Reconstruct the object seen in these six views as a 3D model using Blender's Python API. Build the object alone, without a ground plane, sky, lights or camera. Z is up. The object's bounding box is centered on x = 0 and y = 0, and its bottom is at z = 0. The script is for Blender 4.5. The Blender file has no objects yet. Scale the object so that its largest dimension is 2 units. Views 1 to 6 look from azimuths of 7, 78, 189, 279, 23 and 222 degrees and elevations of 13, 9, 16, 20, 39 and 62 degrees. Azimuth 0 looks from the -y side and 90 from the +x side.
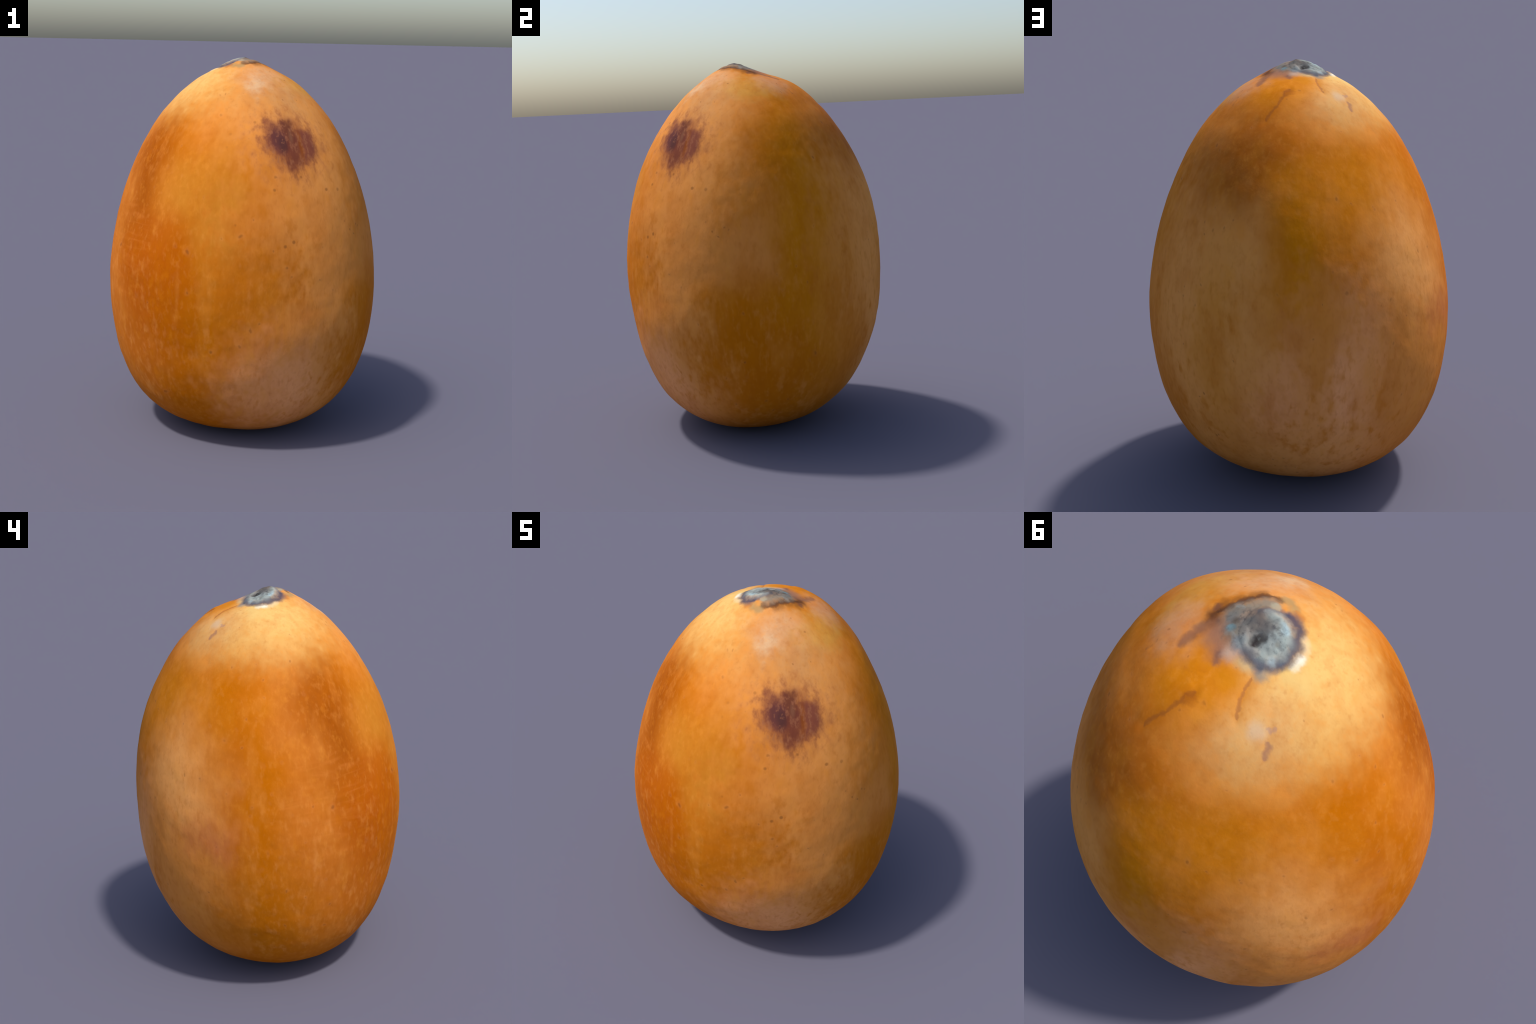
"""A ripe loquat standing on its blossom end: egg-shaped orange skin, grey corky
stem scar at the tip, purple-brown bruise on one shoulder."""
import bpy
import math
import numpy as np
from mathutils import Vector

# ------------------------------------------------------------------ body form
# Lathe profile: radius measured from a point inside the fruit, against the
# angle from straight down (0 deg) to straight up (180 deg).
HEART = 0.85
PROFILE_ANGLE = np.radians([0, 12, 24, 38, 55, 72, 90, 108, 125, 142, 156, 168, 180])
PROFILE_RADIUS = np.array([.8061, .8615, .8774, .8587, .798, .7426, .7143,
                           .7261, .7798, .876, .9844, 1.0693, 1.079])
# Departures from a round lathe: lean (1), ovalness (2), three and four lobes,
# each as cosine and sine amounts at five angles up the side.
LOBE_ANGLE = np.radians([0, 35, 65, 95, 125, 155, 180])
LOBES = {
    1: ([-.0014, .0036, -.0005, .0052, -.0006], [-.0441, -.0126, -.005, -.0073, -.0198]),
    2: ([.0471, .0184, .0044, -.0105, -.0229], [-.0022, -.007, .0063, .0043, .0015]),
    3: ([-.0027, -.0027, .0009, -.0033, -.0038], [-.0076, -.0095, -.0046, -.0151, -.0371]),
    4: ([-.0056, -.0017, .0068, .0154, .0218], [.0001, -.0002, -.0001, .0013, -.004]),
}
TIP = dict(x=.0003, y=-.0688, height=.0645, width=.1419)   # knob under the stem scar
# Broad swellings and hollows of the flesh: azimuth (0 = -y, 90 = +x), height,
# half-width (degrees), half-height, lift
SWELLINGS = [
    (235, 1.20, 24, .36, .019), (208, .24, 34, .18, .007), (232, .55, 24, .24, .003),
    (36, .44, 20, .17, -.014), (52, .36, 14, .15, -.013), (42, .98, 16, .18, .009), (58, .78, 14, .16, .009), (38, 1.42, 16, .22, -.012),
    (-34, 1.43, 20, .26, -.008), (72, 1.62, 24, .16, .006), (-12, 1.42, 12, .2, .008),
    (222, 1.78, 30, .11, .004), (18, 1.83, 28, .10, .009), (150, 1.87, 25, .09, .002),
    (-45, 1.02, 14, .16, .008),
]
SCAR = Vector((-.062, -.022, 1.98))                        # middle of the stem scar
SCAR_SPREAD = .088                                         # its half-angle, seen from HEART


# Fine creases and folds of the skin below the scar, in plan: course, height
FOLDS = [
    ([(-.109, .090), (-.128, .156), (-.156, .206)], -.0028),
    ([(-.015, .232), (.030, .312), (.080, .378)], -.0035),
    ([(.015, .230), (.052, .296), (.100, .355)], .0025),
    ([(.097, .034), (.127, .094), (.142, .150)], -.0030),
    ([(.091, -.050), (.032, -.145), (-.020, -.150)], -.0030),
    ([(-.150, -.100), (-.175, -.040), (-.160, .010)], .0030),
    ([(-.20, .10), (-.262, .176), (-.280, .210)], -.0018),
]


def spline(xk, yk, x):
    """Smooth curve through control points, flat at both ends."""
    xk, yk = np.asarray(xk, float), np.asarray(yk, float)
    m = np.gradient(yk, xk, edge_order=2)
    m[0] = m[-1] = 0
    j = np.clip(np.searchsorted(xk, x) - 1, 0, len(xk) - 2)
    h = xk[j + 1] - xk[j]
    t = (x - xk[j]) / h
    return ((2*t**3 - 3*t**2 + 1)*yk[j] + (t**3 - 2*t**2 + t)*h*m[j]
            + (-2*t**3 + 3*t**2)*yk[j + 1] + (t**3 - t**2)*h*m[j + 1])


def body_surface(d):
    """Point of the fruit's surface in direction d (unit vectors) from the heart."""
    phi = np.arccos(np.clip(-d[..., 2], -1, 1))
    theta = np.arctan2(d[..., 1], d[..., 0])
    r = spline(PROFILE_ANGLE, PROFILE_RADIUS, phi)
    for k, (c, s) in LOBES.items():
        a = spline(LOBE_ANGLE, [c[0], *c, c[-1]], phi)
        b = spline(LOBE_ANGLE, [s[0], *s, s[-1]], phi)
        r = r + np.sin(phi)**min(k, 2) * (a*np.cos(k*theta) + b*np.sin(k*theta))
    p = d * r[..., None]
    p[..., 2] += HEART
    q = ((p[..., 0] - TIP['x'])**2 + (p[..., 1] - TIP['y'])**2) / TIP['width']**2
    p[..., 2] += np.where(p[..., 2] > 1.2, TIP['height']*np.exp(-q), 0)
    az = np.degrees(np.arctan2(p[..., 0], -p[..., 1]))
    lift = 0
    for a0, z0, wa, wz, amount in SWELLINGS:
        da = (az - a0 + 180) % 360 - 180
        lift = lift + amount*np.exp(-(da/wa)**2 - ((p[..., 2] - z0)/wz)**2)
    return p + d*(lift*np.clip(np.sin(phi)/.3, 0, 1)**2)[..., None]


def value_noise(p, seed, freq):
    """Smooth lattice noise in -1..1 for small relief."""
    q = p * freq
    i = np.floor(q).astype(np.int64)
    f = q - i
    f = f*f*(3 - 2*f)

    def h(a):
        n = (a[..., 0]*374761393 + a[..., 1]*668265263 + a[..., 2]*2147483647 + seed*1274126177)
        n = (n ^ (n >> 13)) * 1103515245
        n = n ^ (n >> 16)
        return (n & 0xffff) / 32767.5 - 1
    out = 0
    for dx in (0, 1):
        for dy in (0, 1):
            for dz in (0, 1):
                w = ((f[..., 0] if dx else 1 - f[..., 0]) * (f[..., 1] if dy else 1 - f[..., 1])
                     * (f[..., 2] if dz else 1 - f[..., 2]))
                out = out + w*h(i + np.array([dx, dy, dz]))
    return out


def build_points():
    """Rings round the stem scar's axis, from the scar's middle to the base."""
    axis = (SCAR - Vector((0, 0, HEART))).normalized()
    side = axis.cross(Vector((0, 1, 0))).normalized()
    front = axis.cross(side)
    n_scar, n_rest, n_turn = 30, 230, 320
    t = np.linspace(0, 2*math.pi, n_turn, endpoint=False)
    outline = 1 + .07*np.cos(t - .6) + .05*np.cos(2*t + .9) + .03*np.cos(5*t)
    grow = np.linspace(1/n_scar, 1, n_scar)
    s = np.linspace(0, 1, n_rest + 1)[1:-1]
    rest = SCAR_SPREAD + (math.pi - SCAR_SPREAD)*(.55*s + .45*s**1.9)
    ang = np.concatenate([grow[:, None]*SCAR_SPREAD*outline[None],
                          rest[:, None] + SCAR_SPREAD*(outline[None] - 1)
                          * np.exp(-(rest[:, None] - SCAR_SPREAD)/.12)])
    tt = np.broadcast_to(t, ang.shape)
    A, S, F = (np.array(v) for v in (axis, side, front))
    d = (np.cos(ang)[..., None]*A + np.sin(ang)[..., None]
         * (np.cos(tt)[..., None]*S + np.sin(tt)[..., None]*F))
    d = np.concatenate([A[None], d.reshape(-1, 3), -A[None]])
    d /= np.linalg.norm(d, axis=1, keepdims=True)
    p = body_surface(d)
    # relief: faint dimples in the skin, corky wrinkles and a sunken eye in the scar
    rho = np.concatenate([[0], (ang/(SCAR_SPREAD*outline[None])).ravel(), [99]])
    skin = np.clip((rho - 1)/.5, 0, 1)
    lift = skin*(.0012*value_noise(p, 1, 9) + .0010*value_noise(p, 2, 24))
    cork = np.clip(1.25 - rho, 0, 1)
    lift += cork*(.0034*value_noise(p, 3, 45) + .0024*value_noise(p, 4, 90))
    lift += .006*np.exp(-((rho - .68)/.15)**2)*(.7 + .6*value_noise(p, 5, 30)) - .004*np.exp(-((rho - 1.02)/.1)**2)
    eye = np.array([-.046, .004])
    for dx, dy, wide, deep in ((0, 0, .020, .011), (.006, .020, .014, .009), (-.016, -.018, .016, .005)):
        lift -= deep*np.exp(-((p[:, 0] - eye[0] - dx)**2 + (p[:, 1] - eye[1] - dy)**2)/wide**2)*(p[:, 2] > 1.5)
    for course, high in FOLDS:
        away = np.full(len(p), 9.0)
        for (ax, ay), (bx, by) in zip(course, course[1:]):
            ba = np.array([bx - ax, by - ay])
            pa = p[:, :2] - (ax, ay)
            h = np.clip(pa @ ba / (ba @ ba), 0, 1)
            away = np.minimum(away, np.linalg.norm(pa - h[:, None]*ba, axis=1))
        lift += high*np.exp(-(away/.013)**2)*(p[:, 2] > 1.6)
    p = p + d*lift[:, None]
    return p, n_scar, ang.shape[0], n_turn


def build_mesh():
    p, n_scar, n_ring, n_turn = build_points()
    p[:, 2] -= p[:, 2].min()
    last = len(p) - 1
    idx = lambda i, j: 1 + i*n_turn + j % n_turn
    faces, scar_face = [], []
    for j in range(n_turn):
        faces.append((0, idx(0, j), idx(0, j + 1))); scar_face.append(True)
    for i in range(n_ring - 1):
        for j in range(n_turn):
            faces.append((idx(i, j), idx(i + 1, j), idx(i + 1, j + 1), idx(i, j + 1)))
            scar_face.append(i < n_scar - 1)
    for j in range(n_turn):
        faces.append((last, idx(n_ring - 1, j + 1), idx(n_ring - 1, j))); scar_face.append(False)
    whole = bpy.data.meshes.new('whole')
    whole.from_pydata(p.tolist(), [], faces)
    whole.update()
    normals = np.empty(len(p)*3, np.float32)
    whole.vertices.foreach_get('normal', normals)
    normals = normals.reshape(-1, 3)
    bpy.data.meshes.remove(whole)
    return p, normals, faces, np.array(scar_face)


def region(name, p, normals, faces, keep, material, parent):
    """One region of the shared surface as its own object, keeping the whole's normals."""
    chosen = [f for f, k in zip(faces, keep) if k]
    used = sorted({v for f in chosen for v in f})
    new = {v: i for i, v in enumerate(used)}
    me = bpy.data.meshes.new(name)
    me.from_pydata(p[used].tolist(), [], [tuple(new[v] for v in f) for f in chosen])
    me.polygons.foreach_set('use_smooth', [True]*len(chosen))
    me.update()
    me.normals_split_custom_set_from_vertices(normals[used].tolist())
    me.materials.append(material)
    ob = bpy.data.objects.new(name, me)
    bpy.context.scene.collection.objects.link(ob)
    ob.parent = parent
    return ob

# ------------------------------------------------------------------ materials
class Nodes:
    """Small helpers for wiring shader nodes."""

    def __init__(self, tree):
        self.t = tree

    def new(self, kind, **props):
        n = self.t.nodes.new(kind)
        for k, v in props.items():
            setattr(n, k, v)
        return n

    def put(self, socket, v):
        if hasattr(v, 'is_output'):
            self.t.links.new(v, socket)
        elif v is not None:
            socket.default_value = v

    def math(self, op, a, b=None, c=None, clamp=False):
        n = self.new('ShaderNodeMath', operation=op, use_clamp=clamp)
        for s, v in zip(n.inputs, (a, b, c)):
            self.put(s, v)
        return n.outputs[0]

    def vec(self, op, a, b=None, scale=None):
        n = self.new('ShaderNodeVectorMath', operation=op)
        self.put(n.inputs[0], a)
        self.put(n.inputs[1], b)
        if scale is not None:
            self.put(n.inputs['Scale'], scale)
        return n.outputs['Value' if op in ('LENGTH', 'DOT_PRODUCT', 'DISTANCE') else 'Vector']

    def noise(self, vector, scale, detail=2.0, rough=.5, distort=0.0):
        n = self.new('ShaderNodeTexNoise')
        self.put(n.inputs['Vector'], vector)
        for k, v in (('Scale', scale), ('Detail', detail), ('Roughness', rough), ('Distortion', distort)):
            n.inputs[k].default_value = v
        return n.outputs['Fac']

    def ramp(self, v, lo, hi, out_lo=0.0, out_hi=1.0):
        n = self.new('ShaderNodeMapRange', interpolation_type='SMOOTHSTEP')
        for i, x in enumerate((v, lo, hi, out_lo, out_hi)):
            self.put(n.inputs[i], x)
        return n.outputs[0]

    def mix(self, fac, a, b):
        n = self.new('ShaderNodeMix', data_type='RGBA')
        self.put(n.inputs[0], fac)
        for s, v in ((n.inputs[6], a), (n.inputs[7], b)):
            self.put(s, v if hasattr(v, 'is_output') else (*v, 1.0))
        return n.outputs[2]

    def cell(self, vector, centre, half):
        """Distance from a centre in units of the half-sizes (a soft ellipse or ellipsoid)."""
        n = self.new('ShaderNodeVectorMath', operation='MULTIPLY_ADD')
        self.put(n.inputs[0], vector)
        n.inputs[1].default_value = [1/h for h in half]
        n.inputs[2].default_value = [-c/h for c, h in zip(centre, half)]
        return self.vec('LENGTH', n.outputs[0])

    def join(self, x, y, z):
        n = self.new('ShaderNodeCombineXYZ')
        for s, v in zip(n.inputs, (x, y, z)):
            self.put(s, v)
        return n.outputs[0]

    def mul(self, a, b):
        return self.math('MULTIPLY', a, b)


# Skin colours (linear)
AMBER = (.52, .142, .0015)
PEACH = (.69, .245, .050)
PALE_PEACH = (.77, .315, .082)
PINK_PEACH = (.86, .365, .150)
OLIVE_AMBER = (.57, .180, .003)
GOLD = (.53, .190, .018)
DEEP_ORANGE = (.40, .080, .0015)
BAKED_SHADE_ORANGE = (.28, .060, .002)
SALMON = (.54, .155, .018)
APRICOT = (.62, .315, .080)
CREAM = (.66, .43, .20)
RUSSET = (.50, .145, .042)
UMBER = (.16, .060, .022)

# Large colour patches of the skin: azimuth (0 = -y, 90 = +x), height, half-width
# (degrees), half-height, softness, how ragged with flecks, colour, strength.
PATCHES = [
    (-84, 1.00, 12, 1.0, .80, .20, (.50, .130, .001), 1.0),          # amber band down the sunny side
    (-60, .85, 17, .50, .60, .30, SALMON, .95),
    (-68, 1.30, 7, .45, .80, .25, SALMON, .8),
    (-98, 1.15, 6, .45, .80, .30, DEEP_ORANGE, .6),
    (-20, .85, 25, .55, .80, .18, DEEP_ORANGE, 1.0),     # deep orange cheek
    (-40, 1.00, 10, .35, .80, .10, DEEP_ORANGE, .8),
    (-50, 1.44, 13, .30, .88, .03, BAKED_SHADE_ORANGE, .90),  # upper flank darkened with shade baked into the scan; next row too
    (-44, 1.56, 20, .13, .85, .05, BAKED_SHADE_ORANGE, .35),
    (-8, 1.57, 14, .16, .80, .08, AMBER, .9),
    (-20, 1.38, 15, .14, .85, .05, GOLD, 1.0),           # golden glow
    (0, 1.15, 9, .40, .70, .20, GOLD, .9),
    (-4, .62, 19, .42, .70, .60, AMBER, .95),
    (40, .98, 31, .75, .55, .70, PEACH, 1.0),            # peach side
    (13, .74, 16, .36, .80, 1.4, AMBER, .85),
    (30, .36, 26, .26, .80, .90, PINK_PEACH, .85),
    (56, .60, 13, .40, .60, .60, PALE_PEACH, .6),
    (30, 1.74, 40, .20, .80, .50, PALE_PEACH, .7),
    (55, 1.50, 18, .28, .70, .30, PALE_PEACH, .6),
    (71, .66, 18, .30, .65, .50, AMBER, 1.0),            # saturated blotches, shaded side
    (84, .40, 26, .30, .60, .80, AMBER, .85),
    (72, 1.05, 18, .14, .60, .50, RUSSET, .0),
    (76, 1.05, 17, .15, .70, .50, PEACH, .85),
    (103, 1.05, 14, .65, .50, .45, OLIVE_AMBER, .95),    # olive-amber stripe
    (142, .85, 29, .72, .50, .55, (.76, .300, .072), 1.0),
    (166, .95, 15, .50, .60, .40, (.76, .325, .085), .75),
    (150, 1.58, 24, .17, .70, .10, BAKED_SHADE_ORANGE, .52),  # softened scan shadow painted under the tip, two rows
    (172, 1.62, 22, .13, .80, .10, BAKED_SHADE_ORANGE, .52),
    (187, 1.18, 12, .42, .60, .40, OLIVE_AMBER, 1.0),    # yellow-brown streak at the back
    (203, .56, 26, .46, .60, .60, PINK_PEACH, 1.0),
    (190, .28, 30, .20, .60, .50, PALE_PEACH, .8),
    (218, 1.50, 24, .22, .70, .45, OLIVE_AMBER, .7),
    (239, 1.12, 20, .30, .65, .35, (.80, .335, .092), 1.0),
    (236, .60, 24, .38, .60, .60, PEACH, .9),
    (256, 1.45, 11, .22, .80, .25, AMBER, .8),
    (276, .45, 18, .30, .60, .80, AMBER, .7),
    (252, .90, 10, .10, .75, .60, RUSSET, .85),            # reddish rubbed patch
    (158, .85, 9, .34, .80, 1.1, OLIVE_AMBER, .5),
    (194, .80, 7, .32, .80, 1.1, OLIVE_AMBER, .65),
    (118, .60, 12, .40, .70, 1.5, AMBER, .6),
    (257, .82, 7, .10, .80, .60, RUSSET, .35),
]

# Patches on the shoulder, where azimuth loses its meaning: centre, radius, softness,
# raggedness, colour, strength.
SHOULDER = [
    ((-.26, -.11, 1.86), (.29, .33, .150), 1.0, .45, APRICOT, .95),  # scan's broad highlight painted into the skin, this row and the next
    ((-.23, -.06, 1.87), (.19, .20, .12), 1.0, .5, (.72, .45, .15), .95),
    ((-.24, .20, 1.84), (.13, .13, .10), .8, .5, CREAM, .55),
    ((-.25, .26, 1.79), (.15, .14, .10), .9, .2, (.65, .33, .095), .5),  # skin lightened for sheen on the shoulder, both rows
    ((-.33, -.02, 1.80), (.16, .18, .10), .9, .2, (.64, .31, .080), .35),
    ((.03, .20, 1.92), (.17, .13, .12), .6, .5, OLIVE_AMBER, .9),
    ((.17, -.20, 1.90), (.15, .11, .12), .7, .5, (.66, .34, .16), .8),
    ((.24, -.27, 1.80), (.20, .17, .13), .9, .4, (.54, .255, .085), .75),
    ((.27, -.02, 1.86), (.14, .16, .07), .7, .6, (.62, .30, .05), .7),
    ((.10, -.27, 1.87), (.035, .06, .09), 1.0, .9, (.68, .53, .33), .6),
    ((.22, .12, 1.88), (.12, .10, .06), .8, .6, (.56, .27, .14), .7),
]

# Cracks and scratches: end points, half-width, colour, strength
SCRATCHES = [
    ((.230, .175, 1.830), (.250, .195, 1.810), .011, (.20, .08, .04), .7),
    ((.19, .62, .35), (.13, .62, .32), .007, (.14, .06, .03), .8),
    ((.245, .615, .36), (.21, .62, .355), .006, (.25, .10, .05), .6),
    ((.475, -.47, .56), (.46, -.50, .575), .010, (.14, .06, .03), .7),
]

# Bruise: offsets across and up the skin from its middle, half-sizes, raggedness,
# softness, colour, strength
BRUISE = [
    (.005, .000, .175, .155, .90, .60, (.40, .125, .040), .60),
    (.000, .002, .130, .118, .90, .60, (.27, .080, .030), .70),
    (-.056, .030, .072, .088, .85, .65, (.165, .045, .034), .88),
    (.010, -.036, .050, .092, .85, .65, (.165, .043, .026), .88),
    (.000, .072, .034, .055, .80, .60, (.130, .038, .022), .75),
    (.098, -.008, .046, .084, .85, .55, (.190, .052, .034), .88),
    (-.058, .030, .036, .058, .80, .80, (.085, .033, .035), .60),
    (-.040, -.010, .020, .035, .60, .80, (.055, .026, .026), .55),
    (.058, -.012, .010, .060, .70, .80, (.26, .062, .004), .60),
    (.010, .035, .010, .030, .60, .80, (.25, .105, .055), .50),
]


def skin_colour(g, pos):
    sep = g.new('ShaderNodeSeparateXYZ')
    g.put(sep.inputs[0], pos)
    x, y, z = sep.outputs
    # wobble the map so no patch has a clean edge
    wob = g.math('SUBTRACT', g.noise(pos, 3.5, 3.0), .5)
    wob2 = g.math('SUBTRACT', g.noise(g.vec('ADD', pos, (7.0, 3.0, 5.0)), 4.5, 3.0), .5)
    az = g.math('MULTIPLY', g.math('ARCTAN2', x, g.mul(y, -1.0)), 57.29578)
    az = g.math('MULTIPLY_ADD', wob, 26.0, az)
    zz = g.math('MULTIPLY_ADD', wob2, .26, z)
    warp = g.new('ShaderNodeTexNoise')
    g.put(warp.inputs['Vector'], pos)
    warp.inputs['Scale'].default_value = 13.0
    warp.inputs['Detail'].default_value = 3.0
    wander = g.vec('ADD', pos, g.vec('SCALE', g.vec('SUBTRACT', warp.outputs['Color'], (.5, .5, .5)),
                                     scale=.075))
    # flecks: small marks drawn out along the fruit
    tall = g.vec('MULTIPLY', pos, (1.0, 1.0, .48))
    drawn = g.math('SUBTRACT', g.noise(g.vec('MULTIPLY', pos, (1.0, 1.0, .26)), 12.0, 2.0, .5), .5)
    fleck = g.math('SUBTRACT', g.noise(g.vec('MULTIPLY', pos, (1.0, 1.0, .62)), 25.0, 1.5, .5), .5)
    fine = g.math('SUBTRACT', g.noise(tall, 48.0, 2.0, .55), .5)
    grain = g.math('MULTIPLY_ADD', fine, .4, g.math('MULTIPLY_ADD', drawn, .65, fleck))

    col = g.mix(g.ramp(g.noise(g.vec('MULTIPLY', pos, (1, 1, .6)), 3.2, 3.0), .35, .65),
                AMBER, (.60, .185, .022))
    map_front = g.join(az, zz, 0.0)
    map_back = g.join(g.math('WRAP', az, 360.0, 0.0), zz, 0.0)
    for a0, z0, ha, hz, soft, rag, colour, strength in PATCHES:
        if strength <= 0:
            continue
        back = abs(a0) > 90
        d = g.cell(map_back if back else map_front, (a0 % 360 if back else a0, z0, 0), (ha, hz, 1))
        d = g.math('MULTIPLY_ADD', grain, 1.5*rag, d)
        col = g.mix(g.ramp(d, 1.1 + soft, .85 - soft, 0.0, strength), col, colour)
    # pale flecks everywhere below the shoulder, thickest towards the base
    low = g.ramp(z, 1.4, .55, .05, 1.0)
    patchy = g.ramp(g.noise(pos, 2.6, 2.0), .38, .62, .2, 1.0)
    pale = g.ramp(g.math('ADD', grain, g.mul(wob, .25)), .00, .36, 0.0, .26)
    col = g.mix(g.mul(pale, g.mul(low, patchy)), col, (.78, .34, .10))
    streak = g.ramp(grain, -.03, -.30, 0.0, .48)
    col = g.mix(g.mul(streak, g.mul(patchy, low)), col, (.58, .165, .006))
    wobbled = g.vec('ADD', pos, g.join(g.mul(wob, .16), g.mul(wob2, .16), 0.0))
    for c, r, soft, rag, colour, strength in SHOULDER:
        d = g.math('MULTIPLY_ADD', grain, 1.6*rag, g.cell(wobbled, c, r))
        col = g.mix(g.ramp(d, 1 + soft, 1 - soft, 0.0, strength), col, colour)

    # faint broad variation so that no area is flat
    broad = g.noise(g.vec('MULTIPLY', pos, (1, 1, .5)), 7.0, 4.0, .6)
    col = g.mix(g.ramp(broad, .45, .72, 0.0, .28), col, (.46, .115, .004))
    col = g.mix(g.ramp(broad, .50, .28, 0.0, .16), col, (.70, .26, .025))
    mottle = g.noise(g.vec('MULTIPLY', pos, (1, 1, .7)), 24.0, 3.0, .65)
    col = g.mix(g.ramp(mottle, .50, .74, 0.0, .16), col, (.44, .115, .004))
    col = g.mix(g.ramp(mottle, .48, .26, 0.0, .20), col, (.72, .26, .030))
    col = g.mix(g.ramp(fine, .00, .26, 0.0, .16), col, (.74, .29, .055))
    col = g.mix(g.ramp(fine, .00, -.26, 0.0, .20), col, (.42, .108, .004))
    col = g.mix(g.ramp(drawn, .03, .22, 0.0, .16), col, (.74, .28, .050))
    col = g.mix(g.ramp(drawn, -.03, -.22, 0.0, .18), col, (.46, .115, .003))
    # faint level wrinkles on the sunny side
    flat = g.noise(g.vec('MULTIPLY', pos, (2.8, 2.8, 15.0)), 1.6, 2.0, .5, 1.2)
    here = g.ramp(g.vec('LENGTH', g.vec('DIVIDE', g.vec('SUBTRACT', pos, (-.58, -.37, 1.07)),
                                       (.30, .30, .30))), 1.2, .5)
    col = g.mix(g.mul(here, g.ramp(flat, .46, .80, 0.0, .20)), col, (.70, .23, .045))
    col = g.mix(g.mul(here, g.ramp(flat, .54, .22, 0.0, .15)), col, (.44, .098, .003))

    # lenticels: small dark dots, many round the bruise, few elsewhere
    jitter = g.vec('ADD', pos, g.vec('SCALE', g.vec('SUBTRACT', warp.outputs['Color'], (.5, .5, .5)), scale=.045))
    for scale, share, size, dark in ((7.5, .70, .075, .50), (13.0, .78, .11, .40), (21.0, .80, .15, .32)):
        v = g.new('ShaderNodeTexVoronoi', feature='F1')
        g.put(v.inputs['Vector'], g.vec('ADD', g.vec('MULTIPLY', jitter, (1, 1, .8)), (scale, 0, 0)))
        v.inputs['Scale'].default_value = scale
        pick = g.new('ShaderNodeSeparateColor')
        g.put(pick.inputs[0], v.outputs['Color'])
        chosen = g.math('GREATER_THAN', pick.outputs[0], share)
        size_here = g.math('MULTIPLY_ADD', pick.outputs[1], .5*size, .6*size)
        dot = g.ramp(g.math('DIVIDE', v.outputs['Distance'], size_here), 1.2, .30, 0.0, dark)
        halo = g.ramp(g.math('DIVIDE', v.outputs['Distance'], size_here), 2.4, 1.0, 0.0, .08)
        col = g.mix(g.mul(halo, chosen), col, (.66, .27, .10))
        col = g.mix(g.mul(dot, chosen), col, (.19, .060, .014))
    near = g.ramp(g.vec('LENGTH', g.vec('DIVIDE', g.vec('SUBTRACT', pos, (.28, -.54, 1.38)),
                                       (.34, .34, .48))), 1.2, .7)
    v = g.new('ShaderNodeTexVoronoi', feature='F1')
    g.put(v.inputs['Vector'], pos)
    v.inputs['Scale'].default_value = 17.0
    pick = g.new('ShaderNodeSeparateColor')
    g.put(pick.inputs[0], v.outputs['Color'])
    dot = g.mul(g.ramp(v.outputs['Distance'], .21, .08, 0.0, .6),
                g.math('GREATER_THAN', pick.outputs[0], .62))
    col = g.mix(g.mul(dot, near), col, (.24, .080, .018))

    for a, b, w, colour, strength in SCRATCHES:
        a, b = Vector(a), Vector(b)
        ba = b - a
        pa = g.vec('SUBTRACT', wander, a)
        h = g.math('DIVIDE', g.vec('DOT_PRODUCT', pa, ba), ba.length_squared, clamp=True)
        d = g.vec('LENGTH', g.vec('SUBTRACT', pa, g.vec('SCALE', ba, scale=h)))
        taper = g.math('MULTIPLY_ADD', h, .5*w, g.math('MULTIPLY_ADD', fine, -1.6*w, .0))
        d = g.math('ADD', d, taper)
        col = g.mix(g.ramp(d, 1.7*w, 0.0, 0.0, strength), col, colour)

    # bruise on the shoulder: purple-black core, redder right side, feathered edge
    q = g.vec('SUBTRACT', pos, (.285, -.425, 1.595))
    across = g.vec('DOT_PRODUCT', q, (.83, .55, 0.0))
    up = g.vec('DOT_PRODUCT', q, (-.27, .41, .87))
    away = g.mul(g.ramp(g.vec('LENGTH', q), .26, .34), 9.0)
    plan = g.join(across, up, away)
    bgrain = g.math('MULTIPLY_ADD', g.math('SUBTRACT', g.noise(tall, 24.0, 3.0, .65), .5), 1.7,
                    g.mul(fleck, 1.2))

    for cx, cy, rx, ry, rag, soft, colour, strength in BRUISE:
        d = g.math('MULTIPLY_ADD', bgrain, rag, g.cell(plan, (cx, cy, 0), (rx, ry, 1)))
        col = g.mix(g.ramp(d, 1 + soft, 1 - soft, 0.0, strength), col, colour)
    flawed = g.mul(g.ramp(g.cell(plan, (.01, 0, 0), (.17, .15, 1)), 1.1, .7), g.ramp(fine, .02, .18, 0.0, .60))
    col = g.mix(flawed, col, (.30, .110, .055))

    return scar_colour(g, pos, x, y, z, col)


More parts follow.
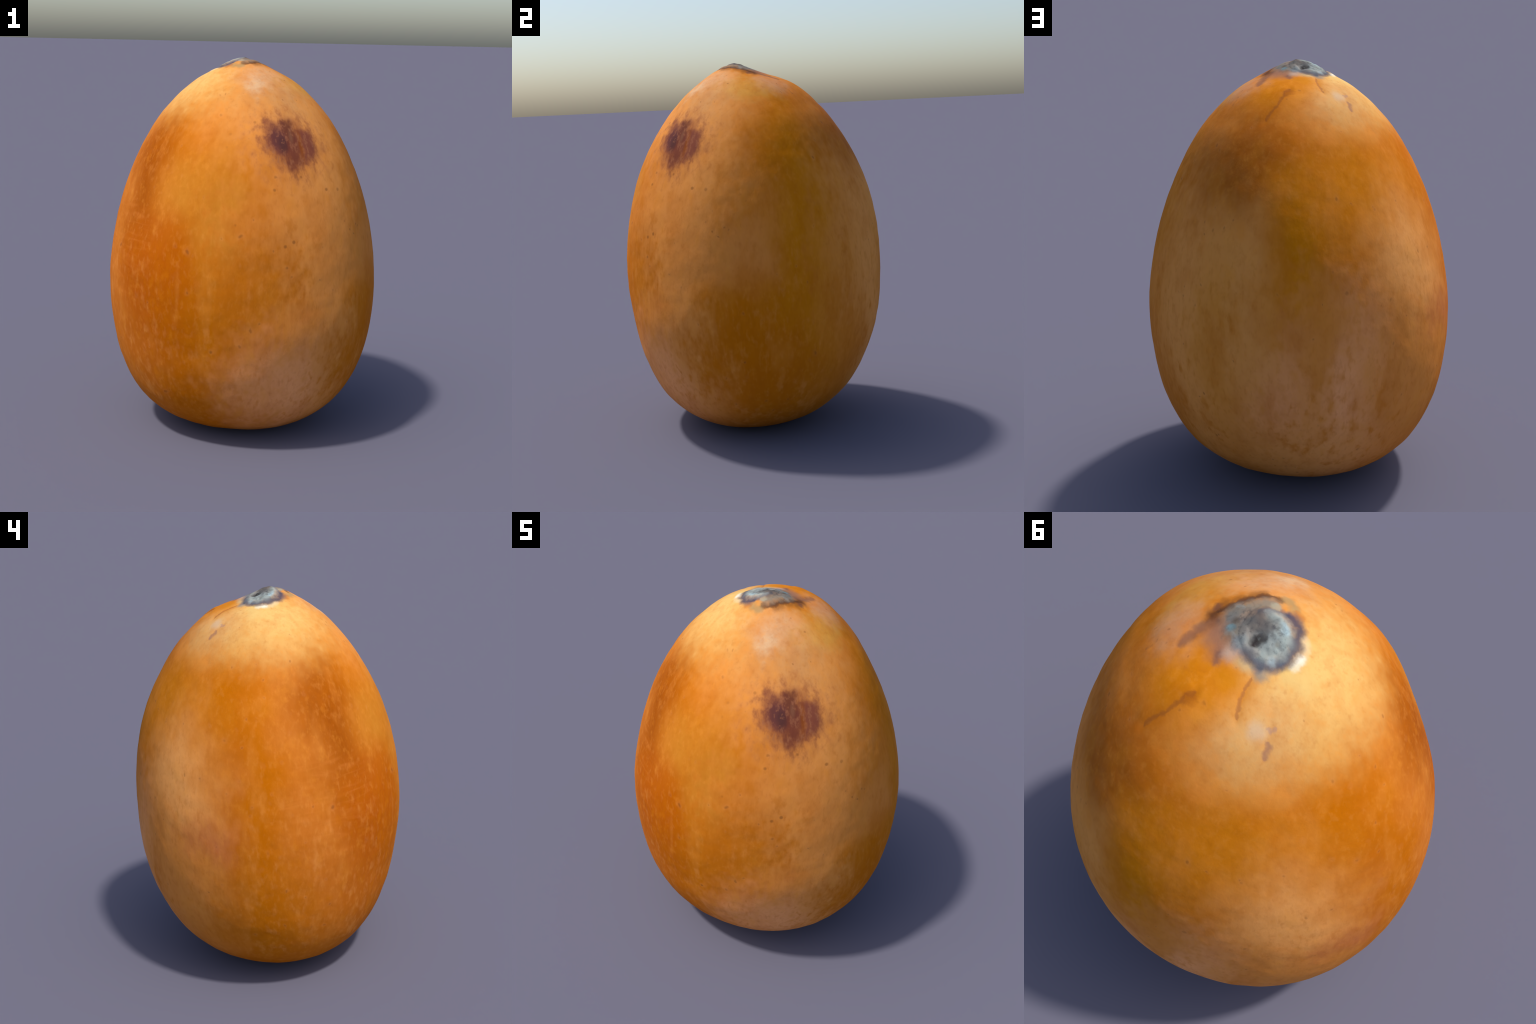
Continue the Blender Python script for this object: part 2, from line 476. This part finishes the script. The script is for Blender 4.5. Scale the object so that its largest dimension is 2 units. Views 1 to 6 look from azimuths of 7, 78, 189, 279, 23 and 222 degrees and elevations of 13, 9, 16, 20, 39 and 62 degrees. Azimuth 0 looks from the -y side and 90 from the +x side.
# Strokes in plan round the tip: course (x, y), half-width, colour, strength.
# First the cracks and stains of the shoulder, then the corky scar.
STAINS = [
    ([(-.005, .235), (.030, .312), (.080, .378)], .030, (.46, .130, .006), .45),
    ([(-.112, .100), (-.135, .170), (-.156, .206)], .020, (.56, .200, .020), .40),
    ([(-.109, .090), (-.119, .139), (-.128, .156), (-.142, .186), (-.156, .206)], .0055, (.30, .105, .036), .64),
    ([(-.015, .232), (.004, .258), (.030, .312), (.046, .330), (.080, .378)], .0075, (.27, .080, .018), .62),
    ([(.004, .258), (-.012, .262), (-.020, .240)], .014, (.33, .090, .010), .65),
    ([(-.262, .176), (-.272, .194), (-.280, .210)], .008, (.27, .125, .090), .70),
    ([(-.238, .160), (-.250, .150), (-.256, .134)], .006, (.36, .20, .15), .60),
    ([(-.205, .195), (-.236, .176)], .022, (.56, .47, .36), .40),
    ([(.084, .060), (.040, .080), (.010, .095)], .040, (.24, .125, .095), .80),
    ([(.097, .034), (.123, .051), (.127, .094), (.142, .150)], .019, (.150, .072, .056), .70),
    ([(.018, .100), (.006, .122), (.002, .135)], .014, (.17, .080, .060), .75),
    ([(-.002, .087), (-.025, .070)], .024, (.46, .33, .25), .80),
    ([(-.052, .082), (-.085, .074)], .022, (.46, .36, .19), .70),
    ([(.135, -.030), (.106, -.028), (.079, -.080), (.050, -.130)], .026, (.25, .085, .016), .85),
    ([(.128, .030), (.122, .008)], .024, (.070, .028, .017), .92),
    ([(.148, -.020), (.135, -.005)], .012, (.12, .050, .040), .70),
    ([(.122, .005), (.091, -.045), (.061, -.096), (.032, -.140), (-.000, -.146)], .013, (.080, .034, .020), .85),
    ([(.010, -.162), (-.028, -.165), (-.050, -.152)], .018, (.28, .21, .10), .70),
    ([(-.050, -.150), (-.082, -.156)], .012, (.42, .14, .03), .60),
    ([(-.131, -.112), (-.158, -.076), (-.170, -.038), (-.166, -.012)], .016, (.70, .56, .36), .55),
    ([(-.166, -.060), (-.172, -.034), (-.172, -.010)], .012, (.78, .76, .64), .75),
    ([(-.170, .010), (-.205, -.012), (-.245, -.012)], .030, (.66, .46, .16), .60),
    ([(-.041, .148), (-.080, .142)], .030, (.56, .190, .004), .75),
]
CORK = [
    ([(-.090, -.040), (-.030, -.010)], .062, (.14, .15, .147), .96),
    ([(.085, .000), (.050, -.044), (.024, -.084), (.001, -.118)], .026, (.17, .17, .14), .92),
    ([(.070, .010), (.030, .010), (.010, -.020)], .036, (.13, .150, .148), .92),
    ([(.035, .030), (.005, .050)], .026, (.110, .115, .095), .80),
    ([(-.085, .048), (-.113, .056), (-.130, .072)], .020, (.150, .180, .180), .75),
    # slate rim
    ([(.010, -.050), (-.025, -.100), (-.053, -.120)], .015, (.085, .095, .115), .85),
    ([(-.053, -.123), (-.096, -.120), (-.120, -.096), (-.142, -.044), (-.143, .003)], .021, (.050, .053, .085), .97),
    ([(-.143, .003), (-.119, .047), (-.077, .053), (-.028, .051), (-.001, .046)], .019, (.080, .090, .120), .92),
    # pale cork inside it
    ([(-.030, -.070), (-.058, -.080), (-.090, -.066), (-.113, -.040), (-.106, .000), (-.080, .026)], .026, (.28, .34, .320), .92),
    ([(-.080, -.040), (-.070, .000), (-.030, .030), (-.008, .030)], .028, (.22, .25, .24), .90),
    ([(.004, -.024), (-.016, -.046), (-.050, -.030)], .028, (.080, .078, .077), .92),
    ([(-.078, -.076), (-.098, -.066)], .013, (.35, .47, .50), .70),
    ([(-.124, .018), (-.116, .026)], .013, (.33, .43, .45), .60),
    ([(-.098, .012), (-.090, .004)], .012, (.17, .18, .17), .60),
    ([(-.100, -.020), (-.094, -.026)], .008, (.16, .15, .12), .60),
    ([(.004, -.110), (-.020, -.112)], .011, (.36, .32, .22), .75),
    # the sunken eye
    ([(-.046, -.001), (-.044, .027)], .014, (.016, .008, .009), .97),
    ([(-.046, .000), (-.066, -.011)], .011, (.045, .040, .036), .85),
    ([(.042, .029), (.039, .038)], .012, (.115, .235, .265), .85),
    ([(.046, .003), (.043, .008)], .011, (.060, .046, .034), .75),
]


def scar_colour(g, pos, x, y, z, col):
    """Corky stem scar and the stains round it, in plan round the tip."""
    n1 = g.math('SUBTRACT', g.noise(pos, 18.0, 3.0, .6), .5)
    n3 = g.math('SUBTRACT', g.noise(g.vec('ADD', pos, (9, 4, 1)), 18.0, 3.0, .6), .5)
    n2 = g.math('SUBTRACT', g.noise(g.vec('ADD', pos, (3, 1, 2)), 60.0, 3.0, .6), .5)
    below = g.ramp(z, 1.76, 1.70, 0.0, 9.0)
    # ragged at two sizes: a wandering course and a frayed edge
    flat = g.join(g.math('MULTIPLY_ADD', n2, .009, g.math('MULTIPLY_ADD', n1, .036, x)),
                  g.math('MULTIPLY_ADD', n2, -.008, g.math('MULTIPLY_ADD', n3, .036, y)), below)

    def stroke(course, width, strength=1.0):
        # slim ellipses round the two ends of each piece of the course
        near = None
        for (ax, ay), (bx, by) in zip(course, course[1:]):
            reach = math.hypot(bx - ax, by - ay)
            full = 2*math.hypot(reach/2, 1.55*width) - reach
            d = g.math('ADD', g.vec('DISTANCE', flat, (ax, ay, 0)), g.vec('DISTANCE', flat, (bx, by, 0)))
            d = g.math('MULTIPLY_ADD', d, 1/full, -reach/full)
            near = d if near is None else g.math('MINIMUM', near, d)
        return g.ramp(near, 1.25, -.35, 0.0, strength*1.06)

    for course, width, colour, strength in STAINS + CORK:
        col = g.mix(stroke(course, width, strength), col, colour)
    # dark pores and pale crumbs all over the cork
    blotch = g.ramp(n3, .03, .17, 0.0, .5)
    on_cork = stroke([(-.100, -.030), (-.040, -.010), (.050, -.010)], .062)
    col = g.mix(g.mul(on_cork, blotch), col, (.075, .074, .080))
    col = g.mix(g.mul(on_cork, g.ramp(n2, -.02, .26, 0.0, .70)), col, (.050, .048, .052))
    col = g.mix(g.mul(on_cork, g.ramp(n1, -.03, -.20, 0.0, .40)), col, (.34, .39, .37))
    return col


def loquat_material(name, rough, bump_scale, bump_strength):
    m = bpy.data.materials.new(name)
    m.use_nodes = True
    g = Nodes(m.node_tree)
    bsdf = m.node_tree.nodes['Principled BSDF']
    coord = g.new('ShaderNodeTexCoord')
    pos = coord.outputs['Object']
    g.put(bsdf.inputs['Base Color'], skin_colour(g, pos))
    bsdf.inputs['Roughness'].default_value = rough
    bsdf.inputs['Specular IOR Level'].default_value = .02
    b = g.new('ShaderNodeBump')
    b.inputs['Strength'].default_value = bump_strength
    b.inputs['Distance'].default_value = .004
    g.put(b.inputs['Height'], g.noise(g.vec('MULTIPLY', pos, (1, 1, .7)), bump_scale, 3.0, .6))
    g.put(bsdf.inputs['Normal'], b.outputs[0])
    return m


def build():
    root = bpy.data.objects.new('loquat', None)
    bpy.context.scene.collection.objects.link(root)
    root['label'] = 'ripe egg-shaped orange loquat with grey stem scar and dark bruise'
    root['category'] = 'loquat fruit'
    p, n, faces, scar = build_mesh()
    region('skin', p, n, faces, ~scar, loquat_material('loquat_skin', .6, 55.0, .22), root)
    region('stem_scar', p, n, faces, scar, loquat_material('corky_scar', .8, 70.0, .35), root)


build()
